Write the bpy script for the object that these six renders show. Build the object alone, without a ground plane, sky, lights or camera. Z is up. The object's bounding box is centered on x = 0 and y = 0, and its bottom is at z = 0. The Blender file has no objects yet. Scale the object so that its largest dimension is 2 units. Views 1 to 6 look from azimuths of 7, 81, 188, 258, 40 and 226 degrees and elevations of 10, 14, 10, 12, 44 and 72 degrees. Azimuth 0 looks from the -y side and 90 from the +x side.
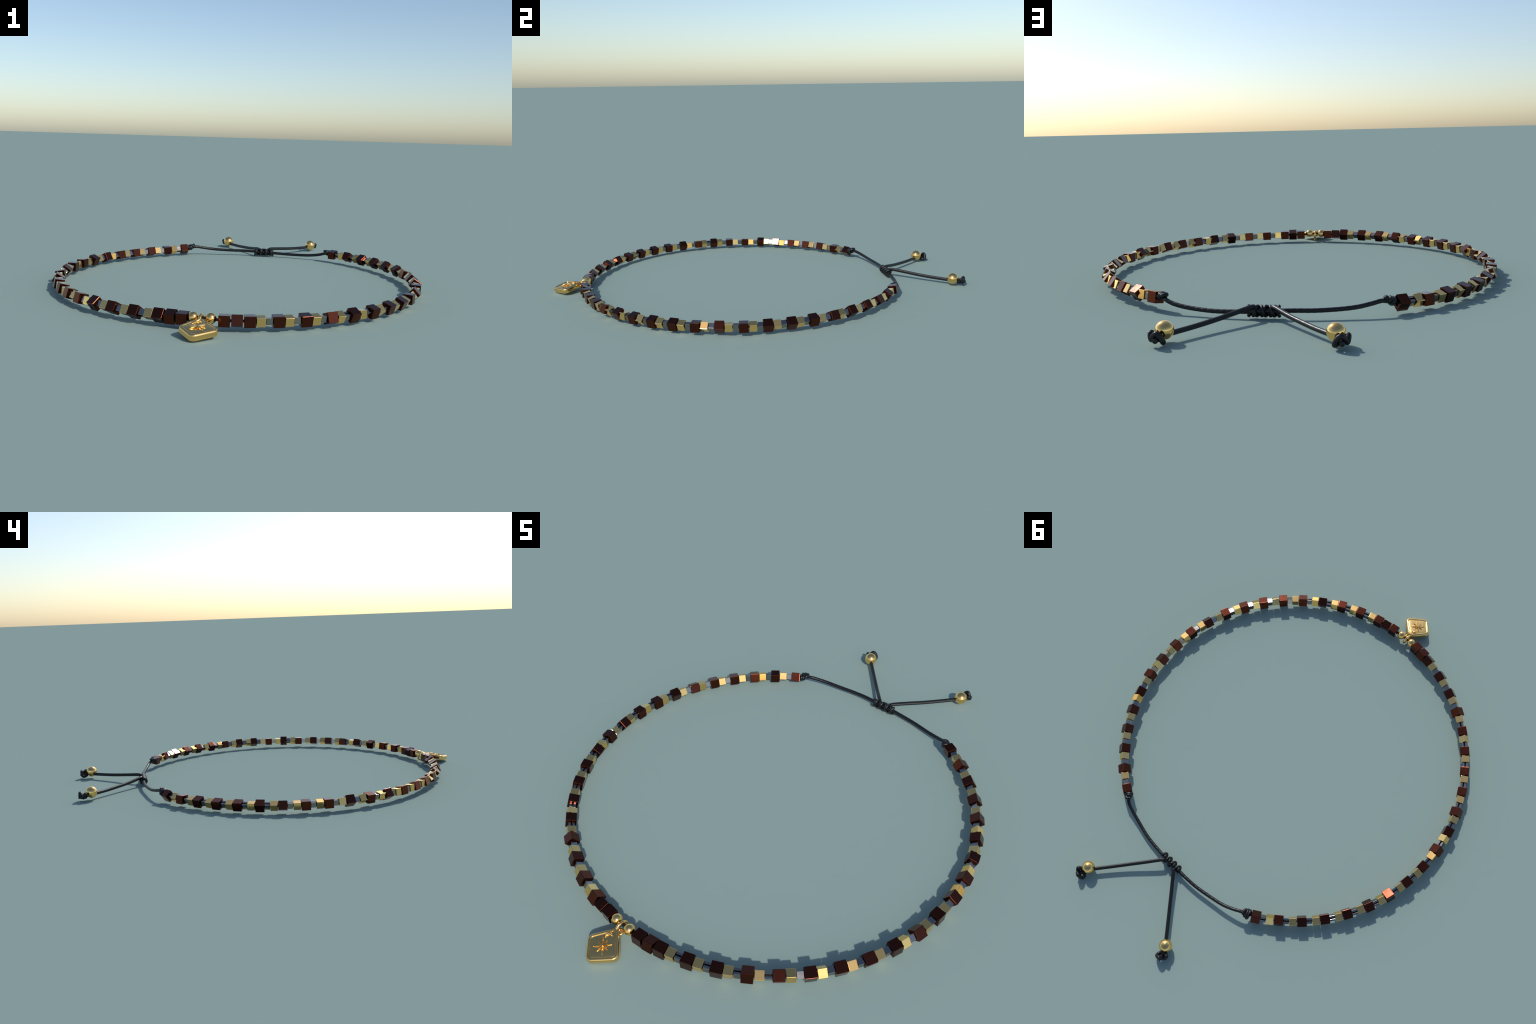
import bpy, bmesh, math
from mathutils import Vector, Matrix

# ------------------------------------------------------------------ helpers
def material(name, build):
    m = bpy.data.materials.new(name)
    m.use_nodes = True
    nt = m.node_tree
    build(nt, nt.nodes["Principled BSDF"])
    return m


def noise_rough(nt, bsdf, scale, lo, hi, detail=2.0):
    """roughness that drifts a little over the surface"""
    co = nt.nodes.new("ShaderNodeTexCoord")
    n = nt.nodes.new("ShaderNodeTexNoise")
    n.inputs["Scale"].default_value = scale
    n.inputs["Detail"].default_value = detail
    r = nt.nodes.new("ShaderNodeMapRange")
    r.inputs["From Min"].default_value, r.inputs["From Max"].default_value = 0.3, 0.7
    r.inputs["To Min"].default_value, r.inputs["To Max"].default_value = lo, hi
    nt.links.new(co.outputs["Object"], n.inputs["Vector"])
    nt.links.new(n.outputs["Fac"], r.inputs["Value"])
    nt.links.new(r.outputs["Result"], bsdf.inputs["Roughness"])
    return co, n


def metal(colour, lo, hi, scale=60.0):
    def build(nt, b):
        b.inputs["Base Color"].default_value = (*colour, 1)
        b.inputs["Metallic"].default_value = 1.0
        noise_rough(nt, b, scale, lo, hi)
    return build


def cord_look(nt, b):
    co, n = noise_rough(nt, b, 90.0, 0.28, 0.40)
    ramp = nt.nodes.new("ShaderNodeValToRGB")
    ramp.color_ramp.elements[0].color = (0.0055, 0.0058, 0.0065, 1)
    ramp.color_ramp.elements[1].color = (0.0085, 0.0087, 0.0094, 1)
    nt.links.new(n.outputs["Fac"], ramp.inputs["Fac"])
    nt.links.new(ramp.outputs["Color"], b.inputs["Base Color"])
    b.inputs["Specular IOR Level"].default_value = 0.38
    fine = nt.nodes.new("ShaderNodeTexNoise")
    fine.inputs["Scale"].default_value = 420.0
    bump = nt.nodes.new("ShaderNodeBump")
    bump.inputs["Strength"].default_value = 0.35
    bump.inputs["Distance"].default_value = 0.001
    nt.links.new(co.outputs["Object"], fine.inputs["Vector"])
    nt.links.new(fine.outputs["Fac"], bump.inputs["Height"])
    nt.links.new(bump.outputs["Normal"], b.inputs["Normal"])


GOLD = material("polished_gold", metal((1.0, 0.625, 0.218), 0.11, 0.145))
BROWN = material("dark_copper_brown", metal((0.108, 0.0285, 0.0168), 0.18, 0.22))
STEEL = material("dark_steel", metal((0.285, 0.268, 0.255), 0.13, 0.17))
CORD = material("black_waxed_cord", cord_look)


def mesh_object(name, verts, faces, mat, parent=None, smooth=False, angle=None):
    me = bpy.data.meshes.new(name)
    me.from_pydata([tuple(v) for v in verts], [], faces)
    bm = bmesh.new()
    bm.from_mesh(me)
    bmesh.ops.recalc_face_normals(bm, faces=bm.faces)
    bm.to_mesh(me)
    bm.free()
    me.materials.append(mat)
    me.polygons.foreach_set("use_smooth", [smooth] * len(me.polygons))
    if smooth and angle:
        me.set_sharp_from_angle(angle=math.radians(angle))
    me.update()
    o = bpy.data.objects.new(name, me)
    bpy.context.scene.collection.objects.link(o)
    o.parent = parent
    return o


def linked_copy(src, parent, matrix):
    o = src.copy()
    bpy.context.scene.collection.objects.link(o)
    o.parent = parent
    o.matrix_local = matrix
    return o


def loft(rings, closed=False, cap=True):
    """faces between successive rings of equally many points"""
    n = len(rings[0])
    verts = [p for r in rings for p in r]
    faces = []
    m = len(rings)
    for k in range(m if closed else m - 1):
        a, b = k * n, ((k + 1) % m) * n
        for i in range(n):
            j = (i + 1) % n
            faces.append((a + i, a + j, b + j, b + i))
    if cap and not closed:
        faces.append(tuple(range(n))[::-1])
        faces.append(tuple(range((m - 1) * n, m * n)))
    return verts, faces


def smooth_path(points, per=12):
    """Catmull-Rom through the given points"""
    p = [Vector(q) for q in points]
    p = [2 * p[0] - p[1]] + p + [2 * p[-1] - p[-2]]
    out = []
    for i in range(1, len(p) - 2):
        a, b, c, d = p[i - 1:i + 3]
        for k in range(per):
            t = k / per
            out.append(0.5 * (2 * b + (c - a) * t + (2 * a - 5 * b + 4 * c - d) * t * t
                              + (3 * b - a - 3 * c + d) * t ** 3))
    out.append(p[-2])
    return out


def tube(path, radius, sides=16, strands=0, lay=0.02, depth=0.0, cut=2, ends=True):
    """sweep a cord along a path; 'strands' ridges wind round it with the pitch 'lay'"""
    path = [Vector(p) for p in path]
    rings, dist = [], 0.0
    up = None
    for i, p in enumerate(path):
        t = (path[min(i + 1, len(path) - 1)] - path[max(i - 1, 0)]).normalized()
        if up is None:
            up = t.orthogonal().normalized()
        up = (up - t * up.dot(t)).normalized()
        side = t.cross(up)
        if i:
            dist += (p - path[i - 1]).length
        ring = []
        for k in range(sides):
            a = 2 * math.pi * k / sides
            w = 1.0
            if strands:
                w -= depth * (1 - abs(math.cos(0.5 * (strands * a + 2 * math.pi * dist / lay * strands)))) ** cut
            r = radius * w
            ring.append(p + up * (r * math.cos(a)) + side * (r * math.sin(a)))
        if ends and i == 0:
            rings.append([p + (q - p) * 0.8 - t * radius * 0.12 for q in ring])
        rings.append(ring)
        if ends and i == len(path) - 1:
            rings.append([p + (q - p) * 0.8 + t * radius * 0.12 for q in ring])
    return loft(rings)


def resample(path, step):
    out, acc = [path[0]], 0.0
    for a, b in zip(path, path[1:]):
        L = (b - a).length
        while acc + L >= step:
            a = a.lerp(b, (step - acc) / L)
            L = (b - a).length
            out.append(a)
            acc = 0.0
        acc += L
    out.append(path[-1])
    return out


def cord(name, points, radius, parent, **kw):
    path = resample(smooth_path(points), kw.pop("step", 0.0016))
    v, f = tube(path, radius, **kw)
    return mesh_object(name, v, f, CORD, parent, smooth=True, angle=60)


def torus(name, matrix, R, r, mat, parent, n=64, m=20):
    rings = []
    for i in range(n):
        a = 2 * math.pi * i / n
        c = Vector((math.cos(a), math.sin(a), 0))
        rings.append([matrix @ (c * (R + r * math.cos(b)) + Vector((0, 0, r * math.sin(b))))
                      for b in (2 * math.pi * k / m for k in range(m))])
    v, f = loft(rings, closed=True)
    return mesh_object(name, v, f, mat, parent, smooth=True)


def ball(name, centre, axis, R, hole, mat, parent, n=48, m=32):
    """round bead with a drilled hole along its axis"""
    q = Vector((0, 0, 1)).rotation_difference(Vector(axis)).to_matrix()
    a0 = math.asin(hole / R)
    prof = [(R * math.sin(a), R * math.cos(a)) for a in
            (a0 + (math.pi - 2 * a0) * k / m for k in range(m + 1))]
    rings = [[Vector(centre) + q @ Vector((s * math.cos(t), s * math.sin(t), h))
              for t in (2 * math.pi * i / n for i in range(n))] for s, h in prof]
    v, f = loft(rings, closed=True)
    return mesh_object(name, v, f, mat, parent, smooth=True, angle=50)


# ------------------------------------------------------------------ the loop the beads lie on
CY = -0.078                                   # centre of the loop on y


def loop_point(phi):
    """phi = 0 at the charm, positive towards +x; the loop is nearly a circle, its ends lift a little"""
    q = phi * phi
    r = R_POLY[0] * q * q + R_POLY[1] * q + R_POLY[2]
    z = 0.0
    for c in Z_POLY:
        z = z * phi + c
    return Vector((r * math.sin(phi), CY - r * math.cos(phi), z))


R_POLY = (-0.000116, 0.001703, 0.76936)
Z_POLY = (-0.000181, 7.4e-05, 0.001877, -0.000264, -0.00267, 0.035245)

_tab = [(-2.7 + 5.4 * k / 5400) for k in range(5401)]
_pts = [loop_point(a) for a in _tab]
_arc = [0.0]
for _a, _b in zip(_pts, _pts[1:]):
    _arc.append(_arc[-1] + (_b - _a).length)
_mid = _arc[2700]


def phi_at(s):
    s += _mid
    lo, hi = 0, len(_arc) - 1
    while hi - lo > 1:
        k = (lo + hi) // 2
        if _arc[k] <= s:
            lo = k
        else:
            hi = k
    t = (s - _arc[lo]) / (_arc[hi] - _arc[lo])
    return _tab[lo] + t * (_tab[hi] - _tab[lo])


def bead_matrix(side, s, roll):
    """side +1 (x > 0) or -1; s = way from the charm; roll = angle of one face from up towards outward"""
    phi = phi_at(side * s)
    p = loop_point(phi)
    T = (loop_point(phi + 0.005) - loop_point(phi - 0.005)).normalized()
    O = Vector((math.sin(phi), -math.cos(phi), 0))
    O = (O - T * O.dot(T)).normalized()
    U = O.cross(T)
    if U.z < 0:
        U = -U
    a = math.radians(roll)
    N = U * math.cos(a) + O * math.sin(a)
    M = Matrix((T, N.cross(T), N)).transposed().to_4x4()
    M.translation = p
    return M


# ------------------------------------------------------------------ bead shapes
def cube_bead(name, size, bevel, hole, mat):
    """drilled cube with softly rounded edges, hole along local x"""
    h, n = size / 2, 12                      # n points along each side of the outline
    def outline(half, r, x):
        pts = []
        for c in range(4):
            cx, cz = [(1, 1), (-1, 1), (-1, -1), (1, -1)][c]
            for k in range(7):
                a = math.pi / 2 * (c + k / 6)
                pts.append(Vector((x, cx * (half - r) + r * math.cos(a), cz * (half - r) + r * math.sin(a))))
        return pts
    def circle(R, x):
        pts = []
        for c in range(4):
            for k in range(7):
                a = math.pi / 2 * (c + (k + 0.5) / 7)
                pts.append(Vector((x, R * math.cos(a), R * math.sin(a))))
        return pts
    rings = [circle(hole, -h), ]
    for k in range(5):
        a = math.pi / 2 * k / 4
        d = bevel * (1 - math.sin(a))
        rings.append(outline(h - d, max(bevel - d * 0.6, 0.0003), -h + bevel * (1 - math.cos(a))))
    for k in range(4, -1, -1):
        a = math.pi / 2 * k / 4
        d = bevel * (1 - math.sin(a))
        rings.append(outline(h - d, max(bevel - d * 0.6, 0.0003), h - bevel * (1 - math.cos(a))))
    rings.append(circle(hole, h))
    v, f = loft(rings, closed=True)
    return mesh_object(name, v, f, mat, smooth=False)


def slit_bead(name, length, width, hole, slit, bevel, mat):
    """small square crimp: a cube folded round the cord, with an open slit along one side (local +z)"""
    h, s = width / 2, slit / 2
    out = [(s, h), (-s, h)]
    sq = [(-s, h), (-h, h), (-h, -h), (h, -h), (h, h), (s, h)]
    a0 = math.acos(min(1, s / hole))
    inner = [(hole * math.cos(a), hole * math.sin(a)) for a in
             (a0 - k * (math.pi + 2 * a0) / 20 for k in range(21))]
    poly = sq + inner
    bm = bmesh.new()
    lo = [bm.verts.new((-length / 2, y, z)) for y, z in poly]
    f = bm.faces.new(lo)
    ext = bmesh.ops.extrude_face_region(bm, geom=[f])
    bmesh.ops.translate(bm, vec=(length, 0, 0), verts=[g for g in ext["geom"] if isinstance(g, bmesh.types.BMVert)])
    bmesh.ops.recalc_face_normals(bm, faces=bm.faces)
    edges = []
    for e in bm.edges:
        if len(e.link_faces) == 2 and e.calc_face_angle() > 0.9:
            edges.append(e)
    bmesh.ops.bevel(bm, geom=edges, offset=bevel, segments=3, profile=0.5, affect="EDGES", clamp_overlap=True)
    me = bpy.data.meshes.new(name)
    bm.to_mesh(me)
    bm.free()
    me.materials.append(mat)
    o = bpy.data.objects.new(name, me)
    bpy.context.scene.collection.objects.link(o)
    return o


# ------------------------------------------------------------------ root
root = bpy.data.objects.new("beaded_bracelet", None)
root.empty_display_size = 0.1
bpy.context.scene.collection.objects.link(root)
root["label"] = "cord bracelet of brown, gold and steel cube beads with gold star charm"
root["category"] = "bracelet"

# cord that runs through the beads, charm side included
S_FIRST, PITCH, STEP3 = 0.1570, 0.0971, 0.0427
S_END = S_FIRST + 19 * PITCH
BALL_LIFT = 0.005


def lift(s):
    """the strand rises slightly where the charm's two round beads sit"""
    return BALL_LIFT * math.exp(-(s / 0.045) ** 4)


path = []
for k in range(-300, 301):
    s = (S_END + 0.018) * k / 300
    path.append(loop_point(phi_at(s)) + Vector((0, 0, lift(s))))
v, f = tube(path, 0.0050, sides=14)
strand = mesh_object("strand_cord", v, f, CORD, root, smooth=True, angle=60)

# ------------------------------------------------------------------ cube beads
# how far each bead has turned on the cord, in degrees, from the clasp to the charm
ROLL = {
    (+1, "brown"): [79, 31, 57, 50, 49, 62, 17, 39, 33, 0, 45, 1, 22, 18, 15, 26, 70, 7, 90, 88, 70, 87],
    (-1, "brown"): [38, 87, 19, 13, 14, 27.5, 68, 3, 89, 51, 8, 55, 79, 74, 72, 75, 36, 60, 55, 51, 17, 4],
    (+1, "gold"): [79, 57, 65, 63, 34, 62, 42, 49, 15, 1, 50, 24, 34, 45.5, 88, 27, 12, 11, 7],
    (-1, "gold"): [40, 19, 25, 24, 9, 26, 8, 13, 73, 51, 9, 83, 83, 84, 51, 72, 58, 62, 58],
    (+1, "steel"): [80, 57, 53, 46, 59, 60, 34, 31, 32, 6, 42, 9, 7, 10, 31, 18, -5, -6, -5],
    (-1, "steel"): [32, 9, 11, 24, 27, 26, 2, 1, -1, -21, 3, -8, -10, -13, -15, -22, -33, -31, -34],
}
OFFSET = {"brown": 0.0, "steel": 0.0316, "gold": 0.0599}
proto = {
    "brown": cube_bead("brown_cube_bead", 0.0394, 0.0016, 0.0095, BROWN),
    "gold": cube_bead("gold_cube_bead", 0.0316, 0.0014, 0.0080, GOLD),
    "steel": slit_bead("steel_slit_bead", 0.0222, 0.0232, 0.0064, 0.0062, 0.0006, STEEL),
}
used = set()
for (side, kind), rolls in ROLL.items():
    for k, roll in enumerate(rolls):
        s = S_FIRST + PITCH * (19 - k) if k <= 19 else S_FIRST - STEP3 * (k - 19)
        s -= OFFSET[kind]
        if kind == "steel":
            # slit up on most of the -x half and next to the charm, turned away elsewhere
            up = (side < 0 and k <= 15) or (side > 0 and k >= 15)
            roll += 0 if up else 180
        M = bead_matrix(side, s, roll)
        if kind not in used:
            used.add(kind)
            proto[kind].parent = strand
            proto[kind].matrix_local = M
        else:
            linked_copy(proto[kind], strand, M)

# ------------------------------------------------------------------ round beads beside the charm
for side in (1, -1):
    s = 0.0304 * side - 0.005
    p = loop_point(phi_at(s)) + Vector((0, 0, BALL_LIFT))
    t = loop_point(phi_at(s + 0.01)) - loop_point(phi_at(s - 0.01))
    ball("round_spacer_bead", p, t, 0.0195, 0.0062, GOLD, strand)

# ------------------------------------------------------------------ charm
near, far = Vector((-0.0033, -0.8663, 0.0451)), Vector((-0.0051, -1.0064, 0.0214))
left, right = Vector((-0.0623, -0.9445, 0.0333)), Vector((0.0721, -0.9407, 0.0280))
EV = (near - far).normalized()
EN = (right - left).cross(EV).normalized()
EH = EV.cross(EN).normalized()
centre = (near + far + left + right) / 4
# plate axes run along its sides; its corners point at the strand and away from it
EA, EB = (EH + EV).normalized(), (EV - EH).normalized()
CH = Matrix((EA, EB, EN)).transposed().to_4x4()
CH.translation = centre
CR, TH, GROW, TOP = 0.0215, 0.0206, 0.0034, 0.0038
INV = CH.inverted()
CORNERS = [(INV @ p).to_2d() for p in (near, left, far, right)]      # a slightly skewed square
HS = 0.0492


def plate_ring(inset, z, seg=10):
    """outline of the plate moved inwards, with rounded corners"""
    r = max(CR - inset, 0.006)
    lines = []
    for a, b in zip(CORNERS, CORNERS[1:] + CORNERS[:1]):
        d = (b - a).normalized()
        n = Vector((-d.y, d.x))
        if n.dot(-a) < 0:
            n = -n
        lines.append((a + n * (inset + r - GROW), d, n))
    pts = []
    for k in range(4):
        (p, d, n1), (q, e, n2) = lines[k - 1], lines[k]
        t = ((q - p).x * e.y - (q - p).y * e.x) / (d.x * e.y - d.y * e.x)
        c = p + d * t
        a0 = math.atan2(-n1.y, -n1.x)
        turn = (math.atan2(-n2.y, -n2.x) - a0 + math.pi) % (2 * math.pi) - math.pi
        for i in range(seg + 1):
            a = a0 + turn * i / seg
            pts.append(CH @ Vector((c.x + r * math.cos(a), c.y + r * math.sin(a), z)))
    return pts


prof = [(0.030, -TH), (0.008, -TH)]
prof += [(0.004 - 0.004 * math.sin(math.pi / 2 * k / 6) + 0.0005, -TH + 0.004 - 0.004 * math.cos(math.pi / 2 * k / 6))
         for k in range(7)]
prof += [(0.0003, -0.0110), (0.0, -0.0045)]
prof += [(0.0072 * (1 - math.cos(math.pi / 2 * k / 10)), -0.0045 + (TOP + 0.0045) * math.sin(math.pi / 2 * k / 10)) for k in range(1, 11)]
prof += [(i, TOP + z) for i, z in ((0.0100, 0.0), (0.0107, -0.0005), (0.0111, -0.0014), (0.0114, -0.0024), (0.0121, -0.0029), (0.0127, -0.0024), (0.0135, -0.0022), (0.030, -0.0022))]
v, f = loft([plate_ring(i, z) for i, z in prof])
charm = mesh_object("charm", v, f, GOLD, root, smooth=True, angle=40)
PANEL = TOP - 0.0022

# eight-pointed star: four long rays towards the sides, four short ones towards the corners
verts, faces = [], []
for k in range(8):
    L = 0.0315 if k % 2 == 0 else 0.0250
    W = 0.0042 if k % 2 == 0 else 0.0035
    a = math.pi / 4 * k
    d, e = Vector((math.cos(a), math.sin(a), 0)), Vector((-math.sin(a), math.cos(a), 0))
    stations = [(0.0, 0.0018, 0.0068), (0.25, W * 0.86, 0.0066), (0.5, W, 0.0062), (0.75, W * 0.80, 0.0054), (0.93, W * 0.42, 0.0040), (1.0, 0.0005, 0.0012)]
    rings = []
    for t, w, h in stations:
        c = d * (L * t)
        rings.append([CH @ (c + e * (w * q) + Vector((0, 0, PANEL + z))) for q, z in
                      ((-1, -0.001), (-1, 0.0005), (-0.72, h * 0.66), (-0.34, h * 0.97), (0.34, h * 0.97), (0.72, h * 0.66), (1, 0.0005), (1, -0.001))])
    vv, ff = loft(rings)
    b = len(verts)
    verts += vv
    faces += [tuple(b + i for i in q) for q in ff]
mesh_object("star_relief", verts, faces, GOLD, charm, smooth=True, angle=35)

# crescent moon near the corner by the strand
mc = Vector((0.0190, 0.0295, PANEL))
rings = []
for k in range(33):
    t = -1 + 2 * k / 32
    a = math.radians(90 + 108 * t)
    w = 0.0050 * math.sqrt(max(0.0, 1 - t * t)) + 0.0003
    h = 0.0074 * math.sqrt(max(0.0, 1 - t * t)) + 0.0006
    R = 0.0128 - w
    c = mc + Vector((math.cos(a) * R, math.sin(a) * R, 0))
    d = Vector((math.cos(a), math.sin(a), 0))
    rings.append([CH @ (c + d * (w * math.cos(b)) + Vector((0, 0, max(-0.001, h * math.sin(b)) if math.sin(b) > -0.1 else -0.001)))
                  for b in (math.pi * 2 * j / 16 for j in range(16))])
v, f = loft(rings)
mesh_object("crescent_relief", v, f, GOLD, charm, smooth=True, angle=60)

# eye of the charm at its corner, and the ring that carries it
eye_c = near + EH * 0.0075 - EV * 0.0045 - EN * 0.0150
M = Matrix((EH, EV, EN)).transposed().to_4x4()
M.translation = eye_c
torus("eyelet", M, 0.0082, 0.0046, GOLD, charm)
rc = Vector((-0.0048, -0.8535, 0.0310))
rx = Vector((0.10, 1.0, -0.12)).normalized()
rn = Vector((1.0, -0.10, 0.10))
rn = (rn - rx * rn.dot(rx)).normalized()
M = Matrix((rx, rn.cross(rx), rn)).transposed().to_4x4()
M.translation = rc
torus("jump_ring", M, 0.0208, 0.0056, GOLD, root, n=96)

# ------------------------------------------------------------------ cords at the clasp
stop = {+1: Vector((0.3735, 0.5995, 0.0475)), -1: Vector((-0.3675, 0.6018, 0.0425))}
main = {
    +1: [(0.3557, 0.6195, 0.0385), (0.3218, 0.6332, 0.0285), (0.2660, 0.6480, 0.0208), (0.1817, 0.6671, 0.0172),
         (0.0906, 0.6753, 0.0190), (0.0250, 0.6790, 0.0225), (-0.0300, 0.6800, 0.0225)],
    -1: [(-0.3420, 0.6130, 0.0440), (-0.3099, 0.6290, 0.0385), (-0.2663, 0.6454, 0.0314), (-0.2099, 0.6578, 0.0267),
         (-0.1360, 0.6705, 0.0244), (-0.0795, 0.6748, 0.0247), (-0.0266, 0.6752, 0.0235), (0.0250, 0.6735, 0.0222), (0.0780, 0.6735, 0.0215)],
}
tails = {
    +1: [(0.0530, 0.6845, 0.0370), (0.0625, 0.6975, 0.0392), (0.1043, 0.7500, 0.0340), (0.1516, 0.8075, 0.0278),
         (0.1982, 0.8650, 0.0240), (0.2420, 0.9190, 0.0222), (0.2600, 0.9440, 0.0225)],
    -1: [(-0.0060, 0.6840, 0.0370), (-0.0165, 0.6968, 0.0368), (-0.0602, 0.7486, 0.0291), (-0.1058, 0.8029, 0.0248),
         (-0.1511, 0.8565, 0.0220), (-0.1960, 0.9095, 0.0220), (-0.2190, 0.9400, 0.0225)],
}
tail_bead = {+1: Vector((0.2658, 0.9371, 0.0332)), -1: Vector((-0.2160, 0.9295, 0.0340))}
knot_at = {+1: Vector((0.2755, 0.9734, 0.0247)), -1: Vector((-0.2316, 0.9647, 0.0249))}
FLAT = {
    # (along the tail, towards the other tail, up) of an overhand knot drawn up against the bead
    "overhand": [(-0.024, 0.006, -0.004), (-0.012, 0.002, -0.003), (-0.007, -0.010, 0.005), (0.000, -0.0185, 0.0095), (0.007, -0.0190, 0.001),
                 (0.008, -0.0160, -0.008), (0.013, -0.0110, 0.003), (0.0145, -0.0010, 0.0120), (0.012, 0.0100, 0.0030),
                 (0.007, 0.0160, -0.0110), (-0.003, 0.0150, -0.0140), (-0.009, 0.004, -0.0100), (0.002, -0.0020, -0.0080),
                 (0.012, -0.0030, -0.0070), (0.0235, -0.0045, -0.0060)],
}
for side in (1, -1):
    # stop knot: a flattened coil round the cord with one slack loop on the clasp side
    e = loop_point(phi_at(side * (S_END + 0.02)))
    axis = (stop[side] - e)
    axis = (Vector(main[side][0]) - e).normalized()
    flat = axis.cross(Vector((0, 0, 1))).normalized()
    up = flat.cross(axis).normalized()
    if up.z < 0:
        up = -up
    big = 1.0 if side > 0 else 1.22           # one knot is drawn up less tightly
    pts = [e + axis * 0.0]
    for k in range(24):                       # one and a half wraps against the last bead
        a = 2 * math.pi * k / 16 - 0.6
        pts.append(stop[side] + axis * (-0.0120 + 0.0075 * big * k / 16) + flat * (0.0134 * big * math.cos(a)) + up * (0.0074 * big * math.sin(a)))
    for k in range(3, 17):                    # a slack loop lying over the outgoing cord
        a = 2 * math.pi * k / 16 + 2.0
        pts.append(stop[side] + axis * (0.0050 * big + 0.0082 * big * math.sin(a)) + flat * (0.0104 * big * math.cos(a)) + up * (0.0048 + 0.0030 * math.sin(a)))
    pts.append(stop[side] + axis * 0.004 - up * 0.002)
    pts.append(Vector(main[side][0]))
    cord("stop_knot", pts, 0.0072, root, step=0.0014, sides=18, strands=12, lay=0.078, depth=0.06)
    cord("draw_cord", [stop[side] + axis * 0.001 - up * 0.003] + main[side], 0.0075, root, strands=2, lay=0.042, depth=0.09, cut=4, sides=36, step=0.0012)

    A = (knot_at[side] - tail_bead[side])
    A.z = 0
    A.normalize()
    S = Vector((-A.y, A.x, 0)) * side
    K = [knot_at[side] + A * a + S * ((s + 0.45 * a) / 0.9) + Vector((0, 0, u)) for a, s, u in FLAT["overhand"]]
    t = cord("tail_cord", tails[side] + [tuple(K[1])], 0.0079, root, strands=12 if side > 0 else 0, lay=0.078, depth=0.22, sides=72, step=0.0012)
    cord("end_knot", [tuple(p) for p in K[1:]], 0.0079, t, strands=12, lay=0.078, depth=0.18, sides=60, step=0.0012)
    d = Vector(tails[side][-1]) - Vector(tails[side][-3])
    ball("tail_bead", tail_bead[side], d, 0.0276, 0.0030, GOLD, t)

# sliding knot: two cords wound against each other round the draw cords
a0, a1 = Vector((-0.0235, 0.6762, 0.0220)), Vector((0.0735, 0.6768, 0.0222))
ax = (a1 - a0).normalized()
out = Vector((0, 0, 1)).cross(ax).normalized()
upv = ax.cross(out).normalized()
TURNS = 3.5
for hand in (1, -1):
    pts = []
    n = int(TURNS * 28)
    for k in range(n + 1):
        th = -math.pi / 2 + 2 * math.pi * k / 28
        ang = math.pi + hand * th
        w = 1.0 + 0.24 * hand * math.cos(ang)
        pts.append(a0.lerp(a1, k / n) + out * (0.0122 * w * math.cos(ang) - 0.0012) + upv * (0.0146 * math.sin(ang)))
    pts = [a0.lerp(a1, 0.10) + upv * 0.002] + pts + [a0.lerp(a1, 0.90) + upv * 0.002]
    v, f = tube(resample(smooth_path(pts, 3), 0.0014), 0.0060, sides=18)
    mesh_object("sliding_knot", v, f, CORD, root, smooth=True, angle=60)

v, f = tube([a0.lerp(a1, 0.05 + 0.9 * k / 40) for k in range(41)], 0.0094, sides=28)
mesh_object("knot_core", v, f, CORD, root, smooth=True, angle=60)
